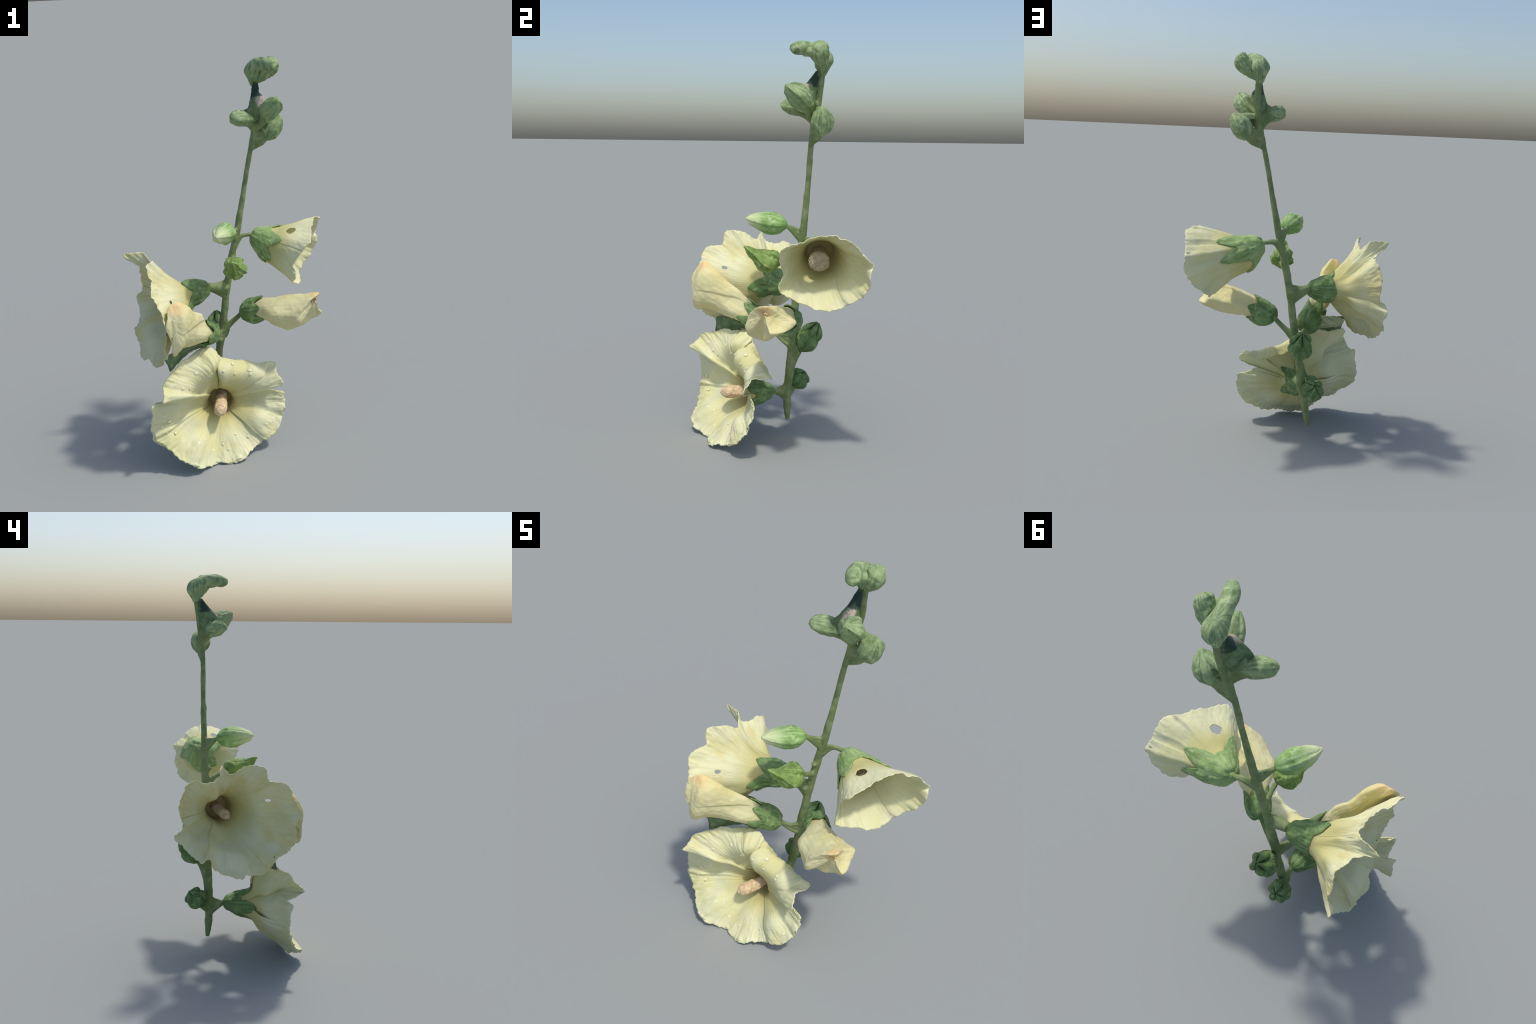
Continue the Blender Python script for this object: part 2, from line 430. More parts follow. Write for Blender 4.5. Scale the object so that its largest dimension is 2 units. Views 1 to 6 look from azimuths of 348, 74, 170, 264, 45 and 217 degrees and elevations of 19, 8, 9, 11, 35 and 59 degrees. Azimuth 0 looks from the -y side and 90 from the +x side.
def blob(base, tip, profile, seg=40, n=36, wave=None, lump=0.0, seed=0.0, twist=0.0, bend=(0, 0, 0)):
    """Closed body of revolution-like form from base to tip. profile: [(t, radius)];
    wave(t, angle) adds to the radius."""
    base = np.array(base, float); tip = np.array(tip, float); ax = tip - base
    x, y, z = frame(ax); bend = np.array(bend, float)
    tk, rk = zip(*profile); t = 0.5 - 0.5 * np.cos(np.linspace(0, math.pi, n)); r = np.maximum(0.0004, hermite(tk, np.array(rk, float), t))
    v = []
    for i in range(n):
        c = base + ax * t[i] + bend * math.sin(math.pi * t[i])
        for j in range(seg):
            a = 2 * math.pi * j / seg; aa = a + twist * t[i]
            d = math.cos(aa) * x + math.sin(aa) * y
            rr = r[i] + (wave(t[i], a) if wave else 0) * min(1, r[i] / 0.02)
            p = c + d * rr
            if lump: p = p + d * lump * fbm(p, 24, seed) * min(1, r[i] / 0.02)
            v.append(p)
    f = grid_faces(n, seg, True); f.append(tuple(range(seg - 1, -1, -1))); f.append(tuple(range((n - 1) * seg, n * seg)))
    return v, f

def sepal_wave(count, amp, phase=0.0, start=0.0, sharp=1.0):
    """Overlapping sepals round a bud: a saw-tooth step per sepal, spiralling a little."""
    def w(t, a):
        s = ((a * count / (2 * math.pi) + phase + 0.35 * t) % 1.0)
        k = min(1.0, max(0.0, (t - start) / 0.2)) * min(1.0, (1 - t) / 0.12)
        edge = min(1.0, s / 0.10)
        return k * amp * (0.55 - s) * edge
    return w

def pleat_wave(count, amp, phase=0.0):
    def w(t, a): return amp * math.sin(math.pi * min(1, t * 1.1)) * (abs(math.sin(a * count / 2 + phase)) - 0.6)
    return w

def stamen(base, tip, r, flower, M, stalk_r=0.026, point=0.75, shag=1.0, mat=None):
    """Club of fused filaments, studded with small anthers."""
    base = np.array(base, float); tip = np.array(tip, float)
    L = np.linalg.norm(tip - base)
    prof = [(0, stalk_r), (0.3, stalk_r * 1.05), (0.5, r * 0.93), (0.72, r), (0.9, r * point), (1, 0.003)]
    parts = [blob(base, tip, prof, 56, 70, lump=0.006, seed=2)]
    ax = unit(tip - base); x, y, z = frame(ax)
    tk, rk = zip(*prof); n = 260
    for k in range(n):
        t = 0.30 + 0.69 * (k + 0.5) / n; a = k * 2.39996
        rr = float(hermite(tk, np.array(rk), [t])[0])
        d = unit(math.cos(a) * x + math.sin(a) * y + 1.2 * max(0, t - 0.7) * ax)
        c = base + ax * L * t + rr * (math.cos(a) * x + math.sin(a) * y)
        sz = 0.0034 * (0.7 + 0.6 * rng.random()) * shag
        parts.append(blob(c - d * sz, c + d * sz * 0.30, [(0, 0.001), (0.5, sz), (1, 0.001)], 7, 6))
    v, f = join(parts)
    return add_object("stamen_column", v, f, mat or M_STAMEN, flower, M)

def receptacle(C, r, mat, name="flower"):
    v, f = blob(C.base - C.axis * 0.012, C.base + C.axis * 0.045, [(0, 0.008), (0.3, r * 0.8), (0.7, r), (1, 0.002)], 28, 16)
    return add_object(name, v, f, mat, None, C.M)

def tip_spec(C, pts, extra=0.0):
    """Sepal tips from points in space -> (angle, t)."""
    x, y, z = C.xyz; res = []
    tt = np.linspace(0, 1, 100)
    for p in pts:
        p = np.array(p, float); d = p - C.base
        a = math.atan2(d @ y, d @ x); u = C.u_at_angle(a)
        line = C.point(np.array([u]), tt)[:, 0]
        i = int(np.argmin(np.linalg.norm(line - p, axis=1)))
        res.append((a, min(0.8, tt[i] + extra)))
    return res

# ================================================================== STEM
STEM_Z = [0.082, 0.12, 0.25, 0.42, 0.60, 0.80, 1.00, 1.15, 1.35, 1.55, 1.68, 1.78, 1.88]
STEM_X = [-.146, -.138, -.116, -.084, -.051, -.016, .026, .065, .108, .151, .184, .196, .191]
STEM_Y = [.167, .163, .156, .163, .158, .165, .170, .171, .173, .172, .179, .194, .208]
STEM_R = [.012, .017, .0215, .023, .0215, .0205, .0195, .0175, .0145, .0140, .018, .0145, .016]
def stem_at(z): return V3(np.interp(z, STEM_Z, STEM_X), np.interp(z, STEM_Z, STEM_Y), z)

def pedicel(z, end, r0, r1, sag=(0, 0, 0), inner=0.5):
    a = stem_at(z); b = np.array(end, float); m = a * inner + b * (1 - inner) + np.array(sag, float)
    return tube([a, m, b], [r0 * 1.12, (r0 + r1) / 2 * 0.98, r1 * 1.15], 12, 20, wob=.2)

A_BASE = V3(-.106, .078, .256); B_BASE = V3(-.121, .150, .823); C_BASE = V3(.143, .214, 1.070)
D_BASE = V3(.057, .125, .670); E_BASE = V3(-.128, .070, .592)
F_BASE = V3(.002, .105, 1.137); G_BASE = V3(.022, .068, .950)
stem_parts = [tube(list(zip(STEM_X, STEM_Y, STEM_Z)), STEM_R, 18, 150, wob=0.24)]
stem_parts += [
    pedicel(.235, A_BASE, .026, .012), pedicel(.205, A_BASE, .016, .009), pedicel(.285, A_BASE, .012, .007), pedicel(.262, A_BASE, .014, .008),
    pedicel(.795, B_BASE, .032, .022), pedicel(.755, B_BASE, .018, .016), pedicel(.835, B_BASE, .014, .014),
    pedicel(1.015, C_BASE, .016, .0095, (0, .01, .028)), pedicel(1.05, C_BASE, .010, .007, (-.01, 0, .02)),
    pedicel(1.065, F_BASE, .016, .011), pedicel(1.095, F_BASE, .013, .007), pedicel(1.12, F_BASE, .010, .006, inner=.6),
    pedicel(.90, G_BASE, .015, .010), pedicel(.86, V3(.012, .11, .93), .010, .008),
    pedicel(.545, D_BASE, .017, .011, (.01, 0, .008)), pedicel(.575, D_BASE, .011, .007, inner=.6),
    pedicel(.50, E_BASE, .017, .010, (0, -.01, 0)), pedicel(.565, E_BASE, .010, .008, (.012, 0, -.012)), pedicel(.53, E_BASE, .012, .008, (.01, 0, -.006)),
    pedicel(.375, V3(-.072, .205, .475), .018, .014), pedicel(.33, V3(-.074, .20, .47), .014, .012), pedicel(.46, V3(-.07, .215, .52), .014, .012),
    pedicel(.215, V3(-.146, .195, .262), .016, .018), pedicel(.29, V3(-.14, .20, .30), .012, .014),
    pedicel(1.545, V3(.242, .188, 1.60), .014, .020, (0.01, 0, -.006)), pedicel(1.60, V3(.240, .186, 1.635), .012, .014), pedicel(1.575, V3(.240, .186, 1.615), .014, .018),
    pedicel(1.640, V3(.120, .115, 1.705), .018, .032, (0, 0, .004)), pedicel(1.63, V3(.235, .115, 1.72), .016, .030),
    pedicel(1.68, V3(.120, .115, 1.725), .016, .030), pedicel(1.70, V3(.235, .12, 1.75), .014, .020),
    # scars and knots on the bare stem
    blob(V3(.094, .162, 1.255), V3(.100, .166, 1.33), [(0, .002), (.4, .010), (1, .002)], 14, 12),
    blob(V3(.018, .145, .955), V3(.024, .15, .985), [(0, .004), (.5, .014), (1, .004)], 14, 12),
]
v, f = join(stem_parts)
stem = add_object("stem", v, f, M_STEM)
m = stem.modifiers.new("blend", 'REMESH'); m.mode = 'VOXEL'; m.voxel_size = 0.0042; m.use_smooth_shade = True
m = stem.modifiers.new("soften", 'SMOOTH'); m.factor = 0.5; m.iterations = 6

# ================================================================== LOWER FLOWER (faces the front)
A_RIM = [(-.447, -.302, .438), (-.432, -.270, .470), (-.433, -.257, .486), (-.422, -.239, .507), (-.395, -.205, .523), (-.365, -.172, .535),
         (-.327, -.133, .550), (-.282, -.092, .552), (-.242, -.062, .560), (-.195, -.042, .566), (-.164, -.030, .558), (-.140, -.022, .535),
         (-.110, -.018, .500), (-.040, .000, .432), (.011, .002, .418), (.060, .006, .404), (.110, .003, .396), (.187, -.029, .422),
         (.174, -.122, .408), (.198, -.161, .359), (.105, -.117, .322), (.176, -.112, .292), (.208, -.113, .280), (.207, -.117, .265),
         (.213, -.119, .238), (.203, -.141, .200), (.190, -.148, .154), (.177, -.161, .133), (.153, -.182, .097), (.123, -.193, .075),
         (.071, -.194, .056), (.013, -.219, .036), (-.010, -.235, .029), (-.044, -.265, .018), (-.069, -.272, .014), (-.115, -.273, .003),
         (-.150, -.266, .003), (-.180, -.256, .005), (-.207, -.260, .005), (-.232, -.275, .003), (-.248, -.285, .014), (-.281, -.306, .023),
         (-.333, -.322, .063), (-.365, -.302, .073), (-.400, -.279, .093), (-.413, -.264, .114), (-.453, -.253, .146), (-.481, -.246, .170),
         (-.509, -.239, .196), (-.505, -.240, .211), (-.513, -.229, .226), (-.516, -.230, .257), (-.507, -.228, .294), (-.500, -.225, .325),
         (-.503, -.243, .378), (-.475, -.212, .385)]
A_MID = {12: [(-.085, -.095, .430), (-.085, -.055, .490)], 13: [(-.045, -.100, .425), (-.035, -.045, .472)],
         14: [(-.005, -.100, .415), (.005, -.040, .463)], 15: [(.030, -.105, .405), (.045, -.040, .450)],
         16: [(.055, -.110, .395), (.095, -.040, .435)], 17: [(.090, -.115, .385), (.145, -.050, .427)],
         18: (.085, -.115, .375), 0: (-.330, -.215, .400), 55: (-.360, -.165, .345)}
# spots the petals are known to pass through (where drops and creases sit)
A_PULL = [(.032, -.102, .433), (-.054, -.089, .476), (-.174, -.133, .458), (-.367, -.189, .302), (-.416, -.213, .272),
          (-.278, -.246, .139), (-.318, -.260, .118), (.093, -.177, .145), (.135, -.157, .149), (.048, -.166, .178),
          (-.433, -.226, .220), (-.266, -.155, .196), (-.255, -.139, .216), (-.409, -.245, .150), (-.188, -.142, .143),
          (-.141, -.162, .123), (-.117, -.104, .363), (-.240, -.122, .336),
          (-.129, -.121, .490), (-.133, -.126, .447), (-.212, -.113, .334), (-.291, -.175, .414), (-.165, -.134, .488), (-.195, -.139, .494),
          (-.135, -.092, .533)]
A_AXIS = (-.160, -.985, .02)
def make_flower(base, axis, cup, tube_rings, rim, mids, pulls, flare, sigma=.06):
    petals = Corolla(base, axis, tube_rings, rim, mids, flare=flare, pulls=pulls, sigma=sigma)
    calyx = Corolla(base, axis, cup, rim, mids, flare=flare, pulls=pulls, sigma=sigma)
    return petals, calyx
CA, KA = make_flower(A_BASE, A_AXIS, [(0, .006), (.02, .026), (.05, .040), (.09, .058), (.127, .071)],
                     [(.068, .006), (.071, .034), (.078, .054), (.10, .0625), (.127, .071)], A_RIM, A_MID, A_PULL, .010, .05)
fa = receptacle(CA, .026, M_CALYX)
build_petals(CA, fa, None, M_PETAL_A, seed=0.3, torn=[20], lift=.0045, overlap=.05, spans=[(0, 10.5), (10.5, 20), (20, 29.5), (29.5, 46), (46, 56)])
# broad lower petals that lie underneath and show on the back
A_BACK = [p for p in A_PULL if p[2] > .22 or p[0] < -.35] + [(-.120, -.135, .090), (-.200, -.133, .120), (-.200, -.196, .062),
          (.040, -.150, .150), (.110, -.150, .160), (-.020, -.150, .105), (.030, -.182, .080), (.075, -.165, .100)]
CAB = Corolla(A_BASE, A_AXIS, [(.068, .006), (.071, .034), (.078, .054), (.10, .0625), (.127, .071)], A_RIM, A_MID, flare=.0, pulls=A_BACK, sigma=.05)
build_petals(CAB, fa, None, M_PETAL_A, seed=1.9, lift=.001, torn=[20.4], spans=[(20.4, 30.5), (30.5, 50)], reach=.985)
build_calyx(KA, fa, tip_spec(KA, [(-.032, -.101, .156), (-.028, -.072, .336), (-.15, -.12, .14), (-.235, -.095, .25), (-.14, -.07, .37)]), M_CALYX, notch=.100)
stamen(V3(-.105, -.01, .268), V3(-.154, -.198, .258), .032, fa, CA.M)
dew_a = [(p, .0065) for p in A_PULL[:13] if p[2] > .1] + [((x, -.2, z), r) for x, z, r in
         [(-.33, .44, .006), (-.25, .50, .007), (-.19, .52, .004), (-.10, .50, .005), (-.02, .45, .004), (.02, .46, .006), (.09, .40, .005),
          (-.36, .35, .004), (-.44, .30, .006), (-.46, .25, .005), (-.40, .19, .006), (-.36, .15, .004), (-.30, .09, .007), (-.26, .12, .005),
          (-.22, .05, .006), (-.15, .08, .005), (-.24, .20, .004), (-.06, .14, .004), (.06, .12, .007), (.11, .11, .006), (.15, .18, .005),
          (.12, .22, .005), (-.01, .10, .004), (-.12, .04, .005), (-.38, .46, .004), (-.28, .42, .004), (-.16, .42, .005), (.10, .29, .005)]]
dewdrops(CA, fa, dew_a)

# ================================================================== LEFT FLOWER
B_RIM = [(-.442, .266, .987), (-.439, .246, .997), (-.447, .220, 1.001), (-.447, .203, .995), (-.450, .179, .989), (-.461, .156, .993),
         (-.480, .136, 1.000), (-.548, .112, 1.064), (-.440, .100, 1.068), (-.424, .074, 1.035), (-.410, .057, 1.023), (-.410, .033, 1.034),
         (-.412, .001, 1.056), (-.419, -.026, 1.065), (-.432, -.061, 1.069), (-.455, -.100, 1.063), (-.447, -.116, 1.028),
         (-.436, -.130, .994), (-.445, -.165, .987), (-.448, -.193, .985), (-.452, -.230, .958), (-.430, -.243, .920), (-.400, -.288, .812),
         (-.400, -.267, .745), (-.408, -.272, .677), (-.400, -.240, .632), (-.412, -.180, .590), (-.425, -.142, .552),
         (-.446, -.088, .515), (-.482, -.011, .530), (-.503, .015, .521), (-.514, .080, .540), (-.510, .120, .552),
         (-.521, .157, .588), (-.525, .169, .624), (-.521, .204, .610), (-.506, .235, .623), (-.490, .263, .646), (-.486, .294, .690),
         (-.492, .337, .741), (-.490, .305, .768), (-.460, .296, .796), (-.462, .313, .848), (-.460, .309, .897), (-.463, .297, .934)]
B_PULL = [(-.289, -.048, .774), (-.386, -.052, .945), (-.349, -.131, .876), (-.290, .112, .889), (-.258, .179, .810),
          (-.340, .123, .887), (-.415, .184, .695), (-.389, .181, .708), (-.453, -.025, .559), (-.457, .078, .628),
          (-.397, .110, .659), (-.480, .090, .582), (-.346, .196, .718), (-.346, .172, .743), (-.263, -.026, .777), (-.273, .055, .898),
          (-.322, .195, .800), (-.385, .229, .800), (-.423, .272, .770), (-.392, .245, .854), (-.388, .195, .925)]
CB, KB = make_flower(B_BASE, (-.97, -.24, -.08), [(0, .006), (.015, .030), (.04, .042), (.08, .060), (.125, .072)],
                     [(.066, .006), (.069, .034), (.076, .056), (.10, .066), (.125, .072)], B_RIM,
                     {7: (-.455, .116, 1.000), 8: (-.405, .096, 1.005)}, B_PULL, .020)
fb = receptacle(CB, .030, M_CALYX)
build_petals(CB, fb, [10, 17, 27, 34, 41], M_PETAL_B, seed=3.1, overlap=.05, lift=.0007, thickness=.003,
             holes=[(V3(-.348, -.131, .877), .016, (1, 1, .6)), (V3(-.432, -.200, .925), .008, (1, 1, .8))])
build_calyx(KB, fb, tip_spec(KB, [(-.263, -.026, .777), (-.273, .055, .898), (-.262, .179, .81), (-.249, .147, .735), (-.255, .03, .73)]), M_CALYX, notch=.112)
stamen(V3(-.20, .125, .812), V3(-.345, .066, .790), .024, fb, CB.M, .022, .55, 1.2)

# ================================================================== RIGHT BELL FLOWER
C_RIM = [(.537, .337, 1.012), (.536, .308, 1.043), (.535, .280, 1.066), (.534, .262, 1.095), (.537, .241, 1.107), (.528, .213, 1.122),
         (.516, .187, 1.133), (.488, .171, 1.142), (.467, .138, 1.142), (.451, .096, 1.132), (.433, .058, 1.116), (.414, .003, 1.096),
         (.397, -.041, 1.078), (.366, -.040, 1.048), (.324, -.028, .990), (.310, -.009, .945), (.320, -.029, .903), (.306, -.018, .862),
         (.324, .019, .841), (.326, .045, .823), (.347, .093, .806), (.378, .133, .787), (.400, .171, .786), (.407, .221, .792),
         (.416, .256, .806), (.433, .277, .818), (.449, .299, .838), (.497, .313, .875), (.516, .328, .908), (.538, .328, .941), (.544, .323, .965)]
C_PULL = [(.442, .215, 1.114), (.482, .215, 1.124), (.462, .256, 1.089), (.400, .307, .980), (.381, .235, 1.086), (.332, .102, 1.102),
          (.272, .067, 1.064), (.383, .251, 1.069), (.361, .293, .973), (.217, .189, .918), (.290, .225, .910), (.404, .259, .868), (.461, .314, .881)]
CC, KC = make_flower(C_BASE, (.88, -.16, -.45), [(0, .006), (.017, .032), (.05, .052), (.09, .075)],
                     [(.050, .006), (.053, .034), (.060, .058), (.09, .075)], C_RIM, None, C_PULL, -.004)
fc = receptacle(CC, .026, M_CALYX_PALE)
build_petals(CC, fc, [1, 7, 13, 18, 25], M_PETAL_C, seed=6.2, overlap=0.04, lift=.0007, thickness=.003, ruffle=.006,
             holes=[(V3(.332, .102, 1.102), .027, (1, 1, 1))])
build_calyx(KC, fc, tip_spec(KC, [(.272, .067, 1.064), (.383, .251, 1.069), (.361, .293, .973), (.217, .189, .918), (.215, .10, .95)]), M_CALYX_PALE, notch=.085, width=.58)
stamen(V3(.190, .205, 1.020), V3(.296, .168, .992), .046, fc, CC.M, .036, .88, 1.4, M_STAMEN_SHADE_DARKENED)

# ================================================================== WILTED BLOOMS
PEACH = (0.88, 0.66, 0.32)
def local(C, p): return tuple(C.M.inverted() @ Vector(p))
def wilted(base, axis, cup, tube_rings, rim, pucker, tip_at, tip_r, tips, mat_calyx, seed, pulls, notch, groove=None):
    C = Corolla(base, axis, tube_rings, rim, None, flare=0.0, closed_end=pucker, pulls=pulls, sigma=.05)
    K = Corolla(base, axis, cup, rim, None, flare=0.0, pulls=pulls, sigma=.05)
    mat = petal_material("withered_petal", (0.62, 0.60, 0.22), pale=(0.80, 0.75, 0.42), warm=(0.80, 0.70, 0.30),
                         green=(0.72, 0.69, 0.34), tip=(local(C, tip_at), tip_r, PEACH), throat_span=(.02, .09), seed=seed)
    fl = receptacle(C, .030, mat_calyx, "wilted_flower")
    cols, rows = 190, 110
    u = np.linspace(0, C.k[-1], cols, endpoint=False); t = np.linspace(0, 1, rows)
    P = C.point(u, t); N = surface_normals(P)
    o = np.sign(np.mean(np.sum(N[30] * (P[30] - P[30].mean(axis=0)), axis=1)))
    for i in range(rows):
        for j in range(cols):
            p = P[i, j]; a = u[j] / C.k[-1] * 2 * math.pi
            ph = (a * 3 / (2 * math.pi) + 0.9 * t[i] + seed) % 1.0          # rolled petals: a step per petal edge
            step = 0.006 * (min(1, ph / .06) - ph) * min(1, t[i] * 2.5) * min(1, (1 - t[i]) * 4)
            d = (step - 0.0045 + 0.004 * fbm(p, 13, seed) + 0.0003 * math.sin(u[j] * 230)) * min(1, (1 - t[i]) * 9)
            if groove is not None:
                g = np.linalg.norm((p - np.array(groove[0])) @ groove[2]); d -= groove[1] * math.exp(-g * g)
            P[i, j] = p + o * N[i, j] * d
    ob = add_object("closed_petals", P.reshape(-1, 3), grid_faces(rows, cols, True), mat, fl, C.M)
    build_calyx(K, fl, tips, mat_calyx, notch=notch, swell=.003, width=.7)
    return C, fl, mat

D_PULL = [(.130, .080, .754), (.155, .053, .765), (.169, .018, .766), (.212, -.011, .780), (.267, -.040, .796), (.140, -.080, .716),
          (.168, -.112, .727), (.205, -.138, .720), (.250, -.158, .705), (.132, .090, .629), (.187, .035, .648), (.222, -.005, .647)]
CD, fd, M_D = wilted(D_BASE, (.66, -.50, .22), [(0, .006), (.012, .034), (.04, .047), (.08, .050), (.12, .048)],
    [(.05, .03), (.08, .048), (.12, .050)],
    [(.410, -.124, .828), (.335, -.163, .796), (.288, -.177, .745), (.270, -.169, .670), (.258, -.104, .634),
     (.330, -.102, .647), (.394, -.088, .677), (.426, -.098, .698), (.406, -.010, .712), (.393, .026, .742), (.385, -.050, .788)],
    (.392, -.122, .795), (.398, -.128, .808), .060, [(k * 2 * math.pi / 5 + .2, .40) for k in range(5)], M_CALYX, 1.7, D_PULL, .085,
    ((.385, -.135, .785), .014, np.diag([40, 40, 60])))
E_PULL = [(-.297, -.210, .892), (-.270, -.187, .868), (-.253, -.149, .829), (-.223, -.119, .796), (-.190, -.090, .768), (-.182, -.052, .733),
          (-.310, -.220, .670), (-.285, -.185, .661), (-.243, -.164, .670), (-.202, -.143, .681), (-.272, -.245, .813), (-.206, -.120, .725)]
CE, fe, M_E = wilted(E_BASE, (-.48, -.76, .44), [(0, .006), (.015, .036), (.05, .050), (.10, .054), (.14, .056)],
    [(.06, .03), (.10, .052), (.14, .056)],
    [(-.335, -.250, .922), (-.312, -.270, .875), (-.316, -.290, .837), (-.321, -.300, .800), (-.333, -.312, .745), (-.354, -.308, .704), (-.376, -.296, .678),
     (-.378, -.294, .735), (-.392, -.304, .775), (-.402, -.300, .817), (-.390, -.286, .860), (-.376, -.260, .900)],
    (-.365, -.288, .850), (-.338, -.256, .912), .075, [(k * 2 * math.pi / 5 + .9, .42) for k in range(5)], M_CALYX, 4.4, E_PULL, .105,
    ((-.345, -.297, .80), .012, np.diag([38, 30, 13])))

# ================================================================== BUDS
def bud(name, base, tip, profile, mat, wave=None, lump=.004, seed=0.0, twist=0.0, bend=(0, 0, 0), parent=None, extra=()):
    parts = [blob(base, tip, profile, 64, 48, wave, lump, seed, twist, bend)] + list(extra)
    v, f = join(parts)
    ob = add_object(name, v, f, mat, parent, axis_matrix(base, np.array(tip) - np.array(base)))
    if extra:
        m = ob.modifiers.new("blend", 'REMESH'); m.mode = 'VOXEL'; m.voxel_size = 0.003; m.use_smooth_shade = True
        m = ob.modifiers.new("soften", 'SMOOTH'); m.factor = 0.5; m.iterations = 4
    return ob
def rtube(pts, wob=.10):
    p = np.array(pts, float); v, f = tube(p[:, :3], p[:, 3], 40, 44, wob=wob); return v, f

bud("flower_bud", F_BASE, (-.098, -.080, 1.166), [(0, .010), (.08, .032), (.25, .050), (.45, .053), (.68, .042), (.88, .024), (1, .006)],
    M_BUD, sepal_wave(5, .010, .2), .004, 1.0, .5)
bud("flower_bud", G_BASE, (-.031, -.108, 1.036), [(0, .012), (.10, .042), (.28, .058), (.48, .050), (.66, .030), (.82, .019), (1, .005)],
    M_BUD_DARK, sepal_wave(5, .018, .6), .008, 2.0, 1.2, (0, .0, -.018))
# the crowded head: left, front and right bud round the stem
bud("flower_bud", (.168, .150, 1.695), (.034, .060, 1.722), [(0, .018), (.25, .032), (.5, .039), (.78, .034), (.93, .022), (1, .008)],
    M_HEAD, sepal_wave(3, .012, .1), .003, 3.0, .4)
bud("flower_bud", (.214, .148, 1.688), (.264, .006, 1.797), [(0, .020), (.22, .038), (.46, .050), (.7, .041), (.88, .025), (1, .008)],
    M_HEAD, sepal_wave(4, .013, .3), .003, 4.0, .3, (.002, 0, .010))
bud("flower_bud", (.238, .188, 1.580), (.310, .164, 1.703), [(0, .016), (.2, .039), (.45, .052), (.68, .047), (.88, .026), (1, .008)],
    M_HEAD, sepal_wave(5, .012, .5), .003, 5.0, .6, (-.010, .006, .0), extra=[rtube([(.300, .168, 1.685, .012), (.255, .172, 1.692, .016), (.200, .180, 1.692, .014)])])
# crown: one bent bud that nods forward and a smaller one beside it
bud("flower_bud", (.191, .205, 1.850), (.188, .208, 1.925), [(0, .015), (.3, .026), (.7, .036), (1, .02)], M_HEAD, None, .004, 6.0, extra=[
    rtube([(.190, .204, 1.850, .017), (.188, .209, 1.890, .030), (.187, .213, 1.916, .043), (.191, .178, 1.948, .036), (.202, .130, 1.968, .029),
           (.222, .090, 1.966, .031), (.244, .058, 1.961, .028), (.256, .040, 1.962, .020)], .12),
    rtube([(.215, .105, 1.950, .020), (.240, .130, 1.948, .020), (.262, .158, 1.950, .022)])])
bud("flower_bud", (.202, .196, 1.872), (.288, .152, 1.986), [(0, .013), (.3, .026), (.6, .039), (.82, .037), (.95, .024), (1, .010)], M_HEAD, sepal_wave(3, .006, .8), .005, 8.0, .3, (.008, 0, -.006))

# ================================================================== SEED PODS
def pod(base, tip, r, seed, nub):
    base = np.array(base, float); tip = np.array(tip, float)
    ob = bud("seed_pod", base, tip, [(0, .012), (.12, r * .62), (.35, r), (.6, r * .96), (.85, r * .55), (1, .006)], M_POD, pleat_wave(7, .006, seed), .004, seed)
    ax = unit(tip - base); x, y, z = frame(ax)
    # five folded calyx lobes closing over the top
    for k in range(5):
        a = k * 2 * math.pi / 5 + seed
        d = math.cos(a) * x + math.sin(a) * y
        s = base + (tip - base) * .55 + d * r * .80; e = tip + d * r * .12 + ax * nub
        v, f = blob(s, e, [(0, .004), (.3, .016), (.65, .014), (1, .003)], 16, 14, None, .003, seed + k, 0, d * .012)
        add_object("calyx_lobe", v, f, M_POD, ob, axis_matrix(s, e - s))
    return ob
pod((-.070, .205, .475), (-.064, .282, .592), .060, .4, .034)
pod((-.146, .190, .262), (-.152, .258, .330), .055, 1.9, .008)

# ================================================================== WITHERED BRACTS
def bract_material(name, dark_at=None, pink_at=None):
    N = Nodes(name, 0.7, 0.15); o = N.tc.outputs["Object"]
    c = N.mix(N.range(N.noise(o, 20, 3), .35, .65), (0.10, 0.17, 0.07), (0.19, 0.27, 0.13))
    c = N.mix(N.math('MULTIPLY', N.range(N.noise(o, 34, 3), .56, .68), .7), c, (0.33, 0.30, 0.20))
    wob = N.math('MULTIPLY', N.math('SUBTRACT', N.noise(o, 45, 3), .5), .05)
    dry = N.ramp(N.noise(N.vmath('MULTIPLY', o, (1, 1, 2.5)), 55, 4, 0.65), (.36, (0.13, 0.15, 0.11)), (.48, (0.42, 0.38, 0.33)), (.56, (0.50, 0.36, 0.26)), (.66, (0.30, 0.30, 0.20)))
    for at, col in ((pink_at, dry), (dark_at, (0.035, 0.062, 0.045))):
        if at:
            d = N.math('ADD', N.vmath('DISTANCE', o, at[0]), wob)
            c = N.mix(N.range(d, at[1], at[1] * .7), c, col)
    N.colour(c); N.bump(N.noise(o, 60, 3), .4, .004); return N.m
def sheet(name, ctrl, mat, th=.006, seed=0.0, res=26):
    """Bent sheet lofted through rows of control points."""
    ctrl = np.array(ctrl, float)
    s = np.linspace(0, 1, res)
    rows = np.stack([hermite(np.linspace(0, 1, ctrl.shape[1]), r, s) for r in ctrl])
    P = hermite(np.linspace(0, 1, len(ctrl)), rows, s)
    for i in range(res):
        for j in range(res): P[i, j] += np.array([.3, .3, 1]) * .006 * fbm(P[i, j], 22, seed)
    ob = add_object(name, P.reshape(-1, 3), grid_faces(res, res), mat, None, axis_matrix(P[0, 0], P[-1, -1] - P[0, 0]))
    m = ob.modifiers.new("thick", 'SOLIDIFY'); m.thickness = th; m.offset = 0
    return ob
M_BRACT = bract_material("green_bract")
M_WEB = green_material("pale_bract", (0.30, 0.34, 0.17), (0.46, 0.48, 0.28), (0.60, 0.62, 0.42), 5)
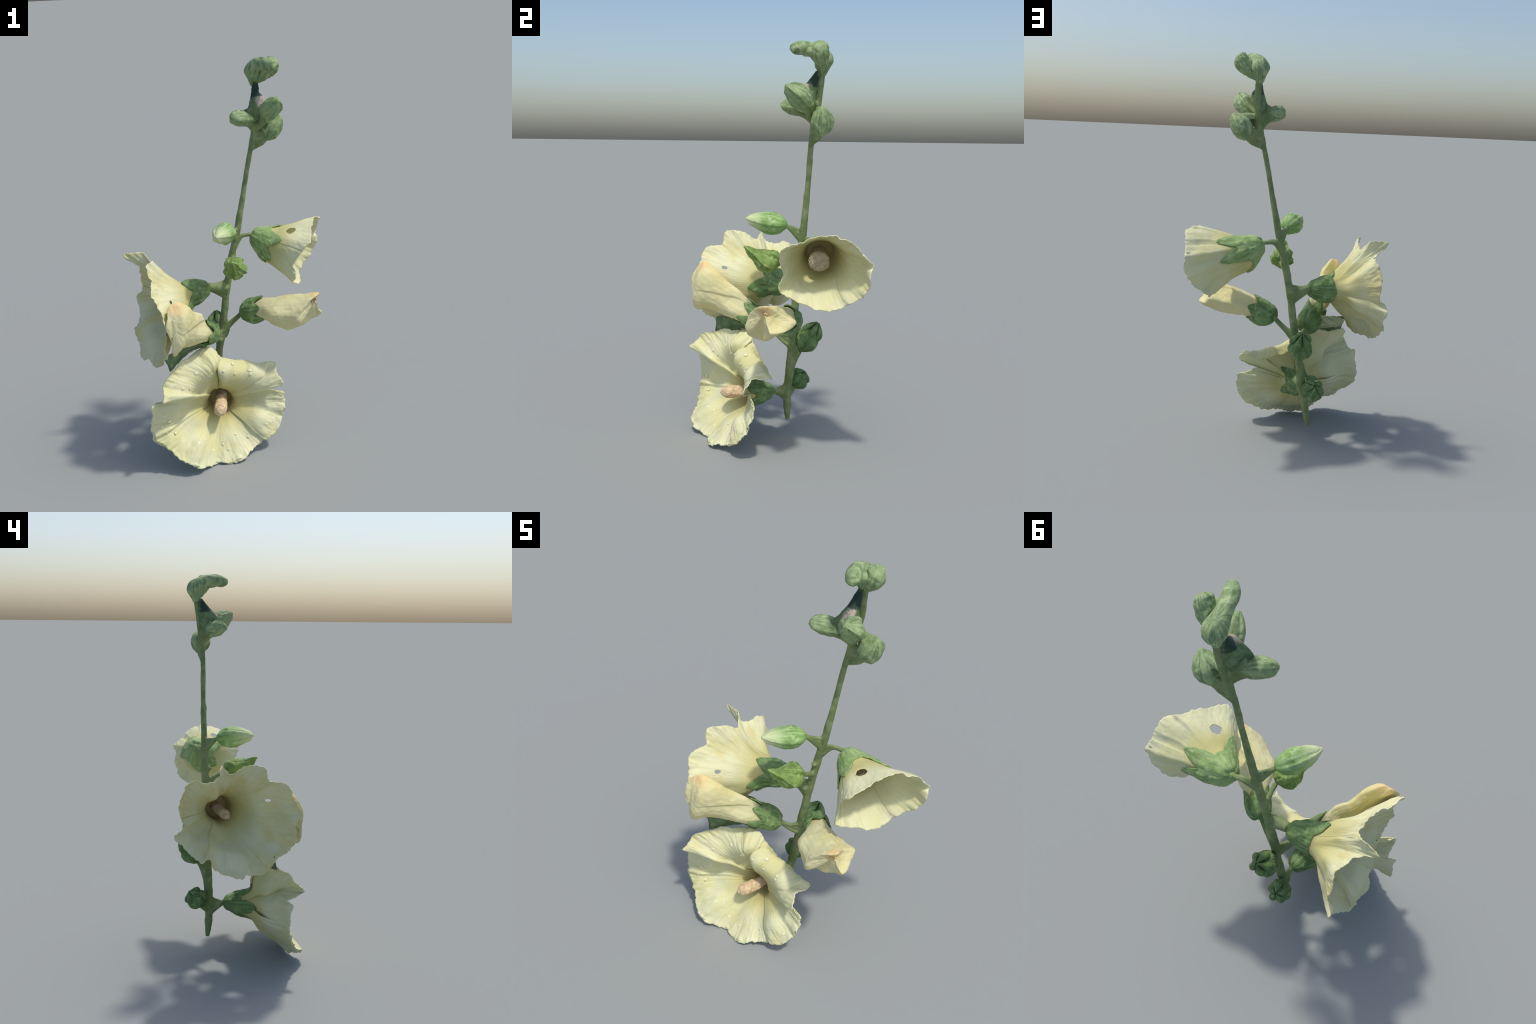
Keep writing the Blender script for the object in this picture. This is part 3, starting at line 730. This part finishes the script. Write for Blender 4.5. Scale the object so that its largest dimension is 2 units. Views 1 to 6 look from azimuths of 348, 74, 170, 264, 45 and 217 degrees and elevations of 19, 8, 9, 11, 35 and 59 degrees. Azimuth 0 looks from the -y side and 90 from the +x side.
sheet("bract", [[(-.150, .020, .610), (-.150, -.02, .600), (-.160, -.06, .590)],
                [(-.280, -.040, .545), (-.285, -.07, .575), (-.290, -.10, .610)],
                [(-.385, -.172, .530), (-.398, -.165, .565), (-.410, -.160, .600)]], M_BRACT, .007, 1.0)
sheet("bract", [[(-.200, .030, .655), (-.175, .030, .625), (-.170, -.010, .560)],
                [(-.268, .055, .655), (-.255, .030, .610), (-.250, -.045, .560)],
                [(-.345, .060, .640), (-.345, -.010, .590), (-.335, -.085, .560)]], M_WEB, .007, 5.0)
def tent(name, rings, mat, seg=40, n=34):
    """Skin stretched between the neck of the stem and the buds: loft through closed rings."""
    R = np.array(rings, float); m = R.shape[1]
    k = np.arange(m + 1.0); a = np.linspace(0, m, seg, endpoint=False)
    rows = np.stack([hermite(k, r, a, True) for r in R])
    P = hermite(np.linspace(0, 1, len(R)), rows, np.linspace(0, 1, n))
    f = grid_faces(n, seg, True); f.append(tuple(range(seg))); f.append(tuple(range((n - 1) * seg, n * seg)))
    for i in range(n):
        for j in range(seg): P[i, j] += .004 * fbm(P[i, j], 26, 3)
    return add_object(name, P.reshape(-1, 3), f, mat)
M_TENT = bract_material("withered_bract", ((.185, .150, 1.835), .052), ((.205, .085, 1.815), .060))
tent("bract", [[(.176, .186, 1.868), (.180, .174, 1.868), (.198, .172, 1.868), (.204, .184, 1.868), (.200, .196, 1.868), (.182, .198, 1.868)],
               [(.160, .160, 1.815), (.165, .137, 1.805), (.197, .134, 1.822), (.203, .156, 1.820), (.194, .188, 1.815), (.178, .190, 1.815)],
               [(.145, .140, 1.770), (.145, .110, 1.772), (.198, .104, 1.796), (.224, .112, 1.790), (.197, .184, 1.760), (.174, .184, 1.760)],
               [(.140, .135, 1.720), (.120, .092, 1.735), (.200, .088, 1.760), (.234, .092, 1.765), (.198, .174, 1.720), (.172, .174, 1.720)],
               [(.165, .150, 1.680), (.170, .130, 1.690), (.198, .125, 1.695), (.212, .140, 1.690), (.195, .172, 1.675), (.176, .174, 1.675)]], M_TENT)
